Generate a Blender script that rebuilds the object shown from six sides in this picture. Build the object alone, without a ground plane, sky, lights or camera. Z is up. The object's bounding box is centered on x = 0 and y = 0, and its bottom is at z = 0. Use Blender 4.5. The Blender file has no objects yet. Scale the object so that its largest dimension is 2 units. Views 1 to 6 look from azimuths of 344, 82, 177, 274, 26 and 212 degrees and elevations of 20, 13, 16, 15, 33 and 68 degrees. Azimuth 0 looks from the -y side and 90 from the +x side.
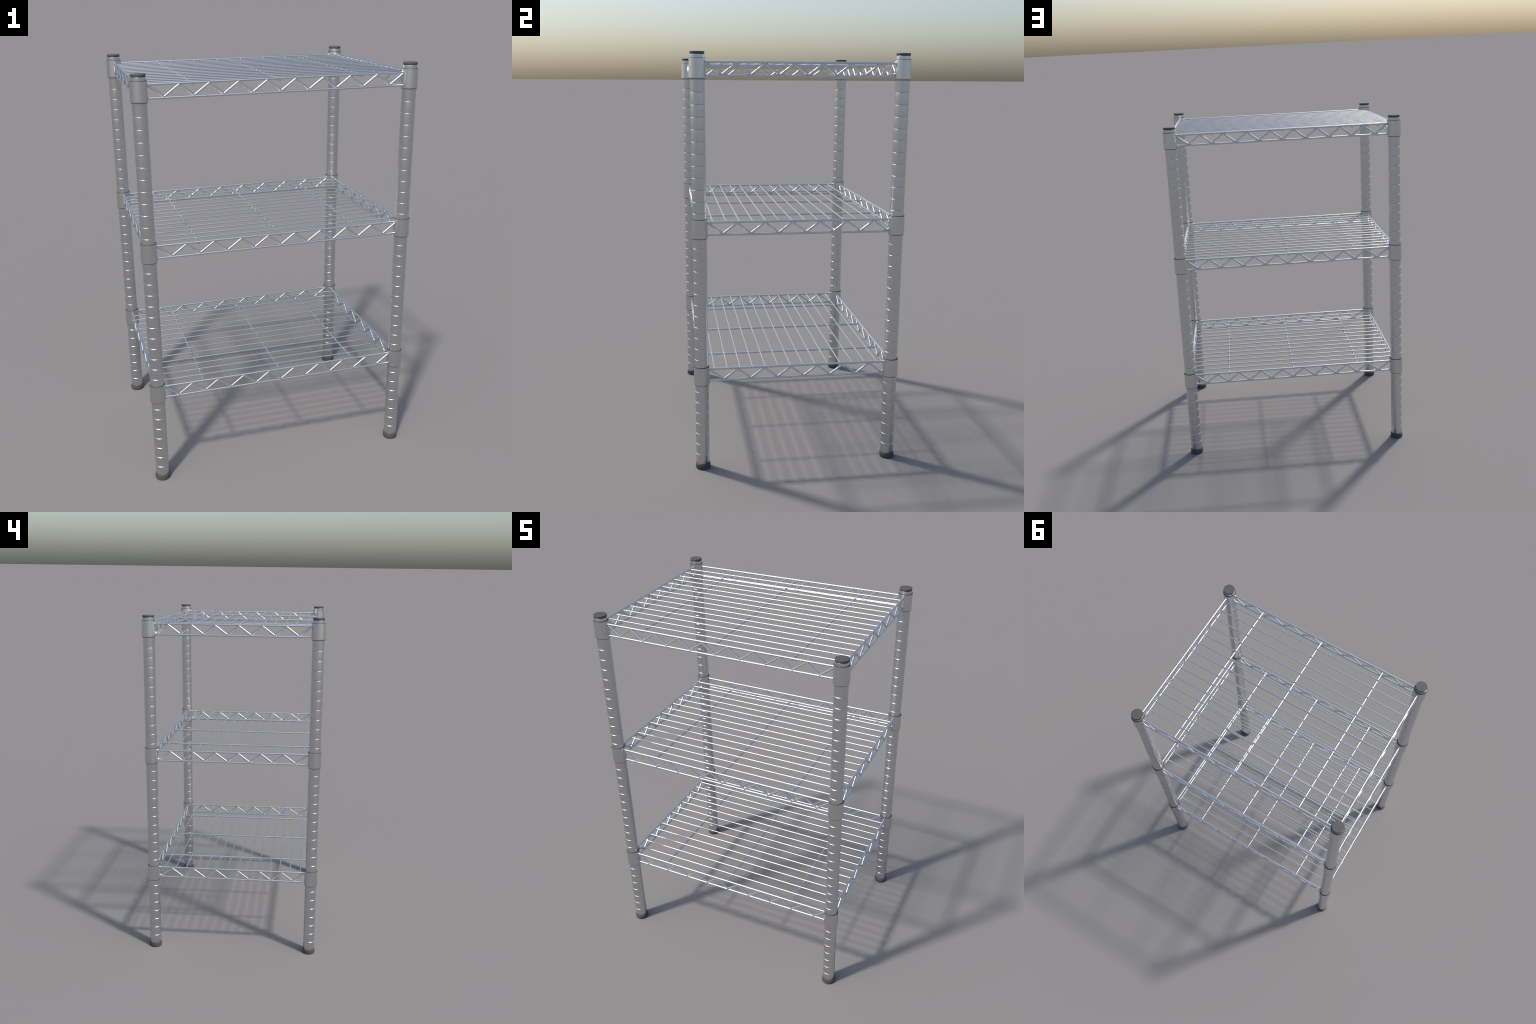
"""Three-tier chrome wire shelving unit, built part by part.

A unit = 4 grooved tubular posts (each with a plastic cap and foot) + 3 shelves.
A shelf = welded frame of rails, 4 zigzag truss wires, 14 deck wires,
3 support rods and a tapered collar with a plastic sleeve at every post.
"""
import bpy, math
from mathutils import Vector

# ------------------------------------------------------------------ sizes (m)
PX, PY = 0.6287, 0.4705            # post axes at (+-PX, +-PY)
POST_R = 0.0329
GROOVE_Z0, GROOVE_STEP, GROOVE_N = 0.0771, 0.0546, 35
GROOVE_HALF, GROOVE_DEPTH = 0.0017, 0.0022
SHELF_TOPS = (0.5277, 1.2492, 1.9708)     # height of the collar's upper lip
COLLAR_H = 0.0893
RAIL_TOP_DZ, RAIL_LOW_DZ = -0.0160, -0.0750   # rail axes below the collar lip
RAIL_R, ROD_R, ZIG_R, DECK_R = 0.0055, 0.0053, 0.0053, 0.0034
ZIG_PITCH = 0.1313
ZIG_TOP_DZ, ZIG_LOW_DZ = -0.0210, -0.0702
DECK_N, DECK_Y0, DECK_STEP = 14, -0.4077, 0.0622
ROD_X = (-0.3935, 0.0, 0.3935)


# ------------------------------------------------------------------ materials
def new_material(name):
    m = bpy.data.materials.new(name)
    m.use_nodes = True
    nt = m.node_tree
    return m, nt, nt.nodes["Principled BSDF"]


def chrome(name, base, rough, metal):
    """Satin plated steel with a faint, broad variation of tone."""
    m, nt, b = new_material(name)
    b.inputs["Metallic"].default_value = metal
    b.inputs["Roughness"].default_value = rough
    co = nt.nodes.new("ShaderNodeTexCoord")
    no = nt.nodes.new("ShaderNodeTexNoise")
    no.inputs["Scale"].default_value = 6.0
    no.inputs["Detail"].default_value = 1.0
    nt.links.new(co.outputs["Object"], no.inputs["Vector"])
    cr = nt.nodes.new("ShaderNodeValToRGB")
    cr.color_ramp.elements[0].position = 0.3
    cr.color_ramp.elements[1].position = 0.7
    cr.color_ramp.elements[0].color = (*[c * 0.993 for c in base], 1)
    cr.color_ramp.elements[1].color = (*[c * 1.007 for c in base], 1)
    nt.links.new(no.outputs["Fac"], cr.inputs["Fac"])
    nt.links.new(cr.outputs["Color"], b.inputs["Base Color"])
    return m


def plastic(name, base, rough):
    """Dark moulded plastic with a very fine grain."""
    m, nt, b = new_material(name)
    co = nt.nodes.new("ShaderNodeTexCoord")
    no = nt.nodes.new("ShaderNodeTexNoise")
    no.inputs["Scale"].default_value = 160.0
    no.inputs["Detail"].default_value = 4.0
    nt.links.new(co.outputs["Object"], no.inputs["Vector"])
    cr = nt.nodes.new("ShaderNodeValToRGB")
    cr.color_ramp.elements[0].color = (*[c * 0.94 for c in base], 1)
    cr.color_ramp.elements[1].color = (*[c * 1.06 for c in base], 1)
    nt.links.new(no.outputs["Fac"], cr.inputs["Fac"])
    nt.links.new(cr.outputs["Color"], b.inputs["Base Color"])
    b.inputs["Roughness"].default_value = rough
    b.inputs["Specular IOR Level"].default_value = 0.3
    return m


POST_MAT = chrome("polished_post_steel", (0.625, 0.627, 0.630), 0.30, 1.0)
WIRE_MAT = chrome("plated_wire_steel", (0.650, 0.650, 0.650), 0.30, 1.0)
CAP_MAT = plastic("dark_grey_plastic", (0.075, 0.075, 0.076), 0.6)


# ------------------------------------------------------------------ geometry helpers
def mesh_from(name, verts, faces, mat, angle=35.0):
    me = bpy.data.meshes.new(name)
    me.from_pydata([tuple(v) for v in verts], [], faces)
    me.validate()
    me.update()
    me.shade_smooth()
    me.set_sharp_from_angle(angle=math.radians(angle))
    me.materials.append(mat)
    return me


def lathe(name, profile, mat, seg=56, angle=35.0, close=False):
    """Revolve (radius, z) points, bottom to top, around the z axis.
    close=True joins the last point back to the first (a hollow ring)."""
    verts, rings, faces = [], [], []
    for r, z in profile:
        if r < 1e-6:
            rings.append([len(verts)])
            verts.append((0, 0, z))
        else:
            rings.append(list(range(len(verts), len(verts) + seg)))
            for i in range(seg):
                a = 2 * math.pi * i / seg
                verts.append((r * math.cos(a), r * math.sin(a), z))
    pairs = list(zip(rings, rings[1:]))
    if close:
        pairs.append((rings[-1], rings[0]))
    for lo, hi in pairs:
        for i in range(seg):
            j = (i + 1) % seg
            if len(lo) == 1:
                faces.append((lo[0], hi[j], hi[i]))
            elif len(hi) == 1:
                faces.append((lo[i], lo[j], hi[0]))
            else:
                faces.append((lo[i], lo[j], hi[j], hi[i]))
    return mesh_from(name, verts, faces, mat, angle)


def tube_data(points, radius, seg=14, dome=True):
    """Round wire along a planar polyline with mitred bends and eased ends."""
    pts = [Vector(p) for p in points]
    n = len(pts)
    dirs = [(pts[i + 1] - pts[i]).normalized() for i in range(n - 1)]
    if n > 2:
        side = dirs[0].cross(dirs[1]).normalized()
    else:
        side = dirs[0].cross(Vector((0, 0, 1)))
        side = side.normalized() if side.length > 1e-4 else Vector((1, 0, 0))
    stations = []                                   # (centre, u, v, scale)
    ease = 0.25 * radius if dome else 0.0
    for i, p in enumerate(pts):
        if i == 0 or i == n - 1:
            d = dirs[0] if i == 0 else dirs[-1]
            u = side.cross(d).normalized()
            out = -d if i == 0 else d
            ring = (p, u, side, 1.0)
            hold = (p - out * radius * 0.5, u, side, 1.0)   # keeps the long run evenly shaded
            tip = (p + out * ease, u, side, 0.78)
            stations += [tip, ring, hold] if i == 0 else [hold, ring, tip]
        else:
            t = (dirs[i - 1] + dirs[i]).normalized()
            u = side.cross(t).normalized()
            cosh = max(0.25, t.dot(dirs[i]))
            stations.append((p, u / cosh, side, 1.0))
    verts, faces = [], []
    for c, u, v, s in stations:
        for k in range(seg):
            a = 2 * math.pi * k / seg
            verts.append(c + (u * math.cos(a) + v * math.sin(a)) * radius * s)
    for i in range(len(stations) - 1):
        for k in range(seg):
            a, b = i * seg + k, i * seg + (k + 1) % seg
            faces.append((b, a, a + seg, b + seg))
    faces.append(tuple(range(seg)))
    faces.append(tuple(reversed(range(len(verts) - seg, len(verts)))))
    return verts, faces


def tube(name, points, radius, mat, seg=14):
    v, f = tube_data(points, radius, seg)
    me = mesh_from(name, v, f, mat, 40.0)
    bends = len(points) - 2
    rings = {3 + i for i in range(bends)}            # tip, ring, hold, then the bends
    for e in me.edges:                               # crisp mitre at every bend
        a, b = e.vertices
        if a // seg == b // seg and a // seg in rings:
            e.use_edge_sharp = True
    return me


def joined_tubes(name, paths, radius, mat, seg=14):
    verts, faces = [], []
    for p in paths:
        v, f = tube_data(p, radius, seg)
        off = len(verts)
        verts += v
        faces += [tuple(i + off for i in q) for q in f]
    return mesh_from(name, verts, faces, mat, 40.0)


def place(name, mesh, parent, loc=(0, 0, 0), rot_z=0.0):
    ob = bpy.data.objects.new(name, mesh)
    bpy.context.scene.collection.objects.link(ob)
    ob.parent = parent
    ob.location = loc
    ob.rotation_euler = (0, 0, rot_z)
    return ob


# ------------------------------------------------------------------ part meshes
def post_mesh():
    """Steel tube with ring grooves pressed in at a regular step."""
    top = 1.9885
    prof = [(0.020, 0.006), (POST_R - 0.002, 0.006), (POST_R, 0.008)]
    shape = ((-1.5, 0.0), (-1.0, 0.02), (-0.88, 0.12), (-0.2, 0.86), (0.0, 0.94),
             (0.2, 0.86), (0.88, 0.12), (1.0, 0.02), (1.5, 0.0))
    for k in range(GROOVE_N):
        zg = GROOVE_Z0 + k * GROOVE_STEP
        if any(lip - COLLAR_H - 0.004 < zg < lip + 0.004 for lip in SHELF_TOPS):
            continue                                  # hidden under a collar
        if zg > 1.95:
            break
        for t, d in shape:
            prof.append((POST_R - GROOVE_DEPTH * d, zg + t * GROOVE_HALF))
    prof += [(POST_R, top - 0.0030), (POST_R, top - 0.0010), (POST_R - 0.0001, top - 0.0007),
             (POST_R - 0.0004, top - 0.0006), (POST_R - 0.0016, top - 0.0006),
             (0.020, top - 0.0006)]
    return lathe("post", prof, POST_MAT, seg=64, angle=60)


def cap_mesh():
    r, z0, z1 = POST_R, 1.9880, 2.0
    return lathe("cap", [(0.018, 1.984), (r - 0.0036, z0 - 0.0004), (r - 0.0030, z0 + 0.0003),
                         (r - 0.0008, z0 + 0.0018), (r, z0 + 0.0036), (r, z1 - 0.0024),
                         (r, z1 - 0.0013), (r - 0.0004, z1 - 0.0005),
                         (r - 0.0012, z1), (r - 0.0030, z1), (0.0, z1)],
                 CAP_MAT, seg=56, angle=50)


def foot_mesh():
    r, h = 0.0365, 0.0215
    return lathe("foot", [(0.0, 0.0), (r - 0.0020, 0.0), (r - 0.0009, 0.0004), (r - 0.0002, 0.0013),
                          (r, 0.0028), (r, h - 0.0016), (r, h - 0.0007), (r - 0.0003, h - 0.0001),
                          (r - 0.0009, h), (POST_R - 0.0004, h - 0.0003)],
                 CAP_MAT, seg=56, angle=50)


def collar_mesh():
    """Tapered steel collar, wider below, lower edge rolled in (z=0 is its upper lip)."""
    rt, rb, h = 0.0372, 0.0386, COLLAR_H
    roll = 0.0034                                     # height of the rolled lower edge

    def side(z):                                      # straight taper
        return rt + (rb - rt) * (-z / (h - roll))
    zb = -h + roll
    return lathe("collar", [(0.0350, -h + 0.0030), (0.0366, -h + 0.0012), (rb - 0.0012, -h + 0.0012),
                            (rb - 0.0004, -h + 0.0022), (side(zb), zb), (side(zb + 0.003), zb + 0.003),
                            (side(-0.003), -0.003), (rt, 0.0), (rt - 0.0009, -0.0018),
                            (rt - 0.0014, -0.0060)],
                 POST_MAT, seg=64, angle=25, close=True)


def sleeve_mesh():
    """Plastic wedge sleeve between post and collar, standing a little proud at both ends."""
    ri, h = POST_R + 0.0002, COLLAR_H
    return lathe("sleeve", [(ri, -h - 0.0022), (0.0354, -h - 0.0018), (0.0373, -h + 0.0004),
                            (0.0370, -h + 0.0016), (0.0354, -h + 0.0060), (0.0356, -0.0060),
                            (0.0363, -0.0020), (0.0364, 0.0012),
                            (0.0357, 0.0020), (ri, 0.0021)],
                 CAP_MAT, seg=56, angle=30, close=True)


def frame_mesh():
    """Upper and lower rails on all four sides, let into the collars."""
    paths = []
    ex, ey = PX - 0.033, PY - 0.033
    for dz in (RAIL_TOP_DZ, RAIL_LOW_DZ):
        for s in (-1, 1):
            paths.append([(-ex, s * (PY + 0.001), dz), (ex, s * (PY + 0.001), dz)])
            paths.append([(s * (PX - 0.001), -ey, dz), (s * (PX - 0.001), ey, dz)])
    return joined_tubes("shelf", paths, RAIL_R, WIRE_MAT, seg=18)


def zig_points(first_top, count, last):
    """Points (along, dz) of a truss wire that starts at a top bend."""
    pts = []
    for k in range(count):
        a = first_top + k * ZIG_PITCH
        pts.append((a, ZIG_TOP_DZ))
        pts.append((a + ZIG_PITCH / 2, ZIG_LOW_DZ))
    if last == "top":
        pts.append((first_top + count * ZIG_PITCH, ZIG_TOP_DZ))
    else:                                         # runs on upward into the collar
        a, b = pts[-1]
        f = 0.40
        pts.append((a + f * ZIG_PITCH / 2, b + f * (ZIG_TOP_DZ - ZIG_LOW_DZ)))
    return pts


def long_truss_mesh():
    p = zig_points(-0.5872, 9, "top")
    return tube("truss_wire", [(a, 0, z) for a, z in p], ZIG_R, WIRE_MAT)


def short_truss_mesh():
    p = zig_points(-0.4275, 7, "run")
    return tube("truss_wire", [(0, a, z) for a, z in p], ZIG_R, WIRE_MAT)


# ------------------------------------------------------------------ assembly
unit = bpy.data.objects.new("wire_shelving_unit", None)
bpy.context.scene.collection.objects.link(unit)
unit["label"] = "chrome wire shelving unit with three tiers and four grooved posts"
unit["category"] = "wire shelf"

M_POST, M_CAP, M_FOOT = post_mesh(), cap_mesh(), foot_mesh()
M_COLLAR, M_SLEEVE = collar_mesh(), sleeve_mesh()
M_FRAME, M_LONG, M_SHORT = frame_mesh(), long_truss_mesh(), short_truss_mesh()
deck_len = PX - 0.002
M_DECK = tube("deck_wire", [(-deck_len, 0, 0), (deck_len, 0, 0)], DECK_R, WIRE_MAT, seg=18)
M_ROD = tube("support_rod", [(0, -0.4635, 0), (0, 0.4635, 0)], ROD_R, WIRE_MAT, seg=16)

CORNERS = [(sx * PX, sy * PY) for sx in (-1, 1) for sy in (-1, 1)]

for x, y in CORNERS:
    post = place("post", M_POST, unit, (x, y, 0))
    place("cap", M_CAP, post)
    place("foot", M_FOOT, post)

for lip in SHELF_TOPS:
    shelf = place("shelf", M_FRAME, unit, (0, 0, lip))
    for x, y in CORNERS:
        place("collar", M_COLLAR, shelf, (x, y, 0))
        place("sleeve", M_SLEEVE, shelf, (x, y, 0))
    for s in (-1, 1):
        place("truss_wire", M_LONG, shelf, (0.0, s * (PY + 0.001), 0))
        place("truss_wire", M_SHORT, shelf, (s * (PX - 0.001), 0, 0))
    deck_z = RAIL_TOP_DZ - 0.0008
    for k in range(DECK_N):
        place("deck_wire", M_DECK, shelf, (0, DECK_Y0 + DECK_STEP * k, deck_z))
    for x in ROD_X:
        place("support_rod", M_ROD, shelf, (x, 0, deck_z - DECK_R - ROD_R - 0.0001))

bpy.context.view_layer.update()
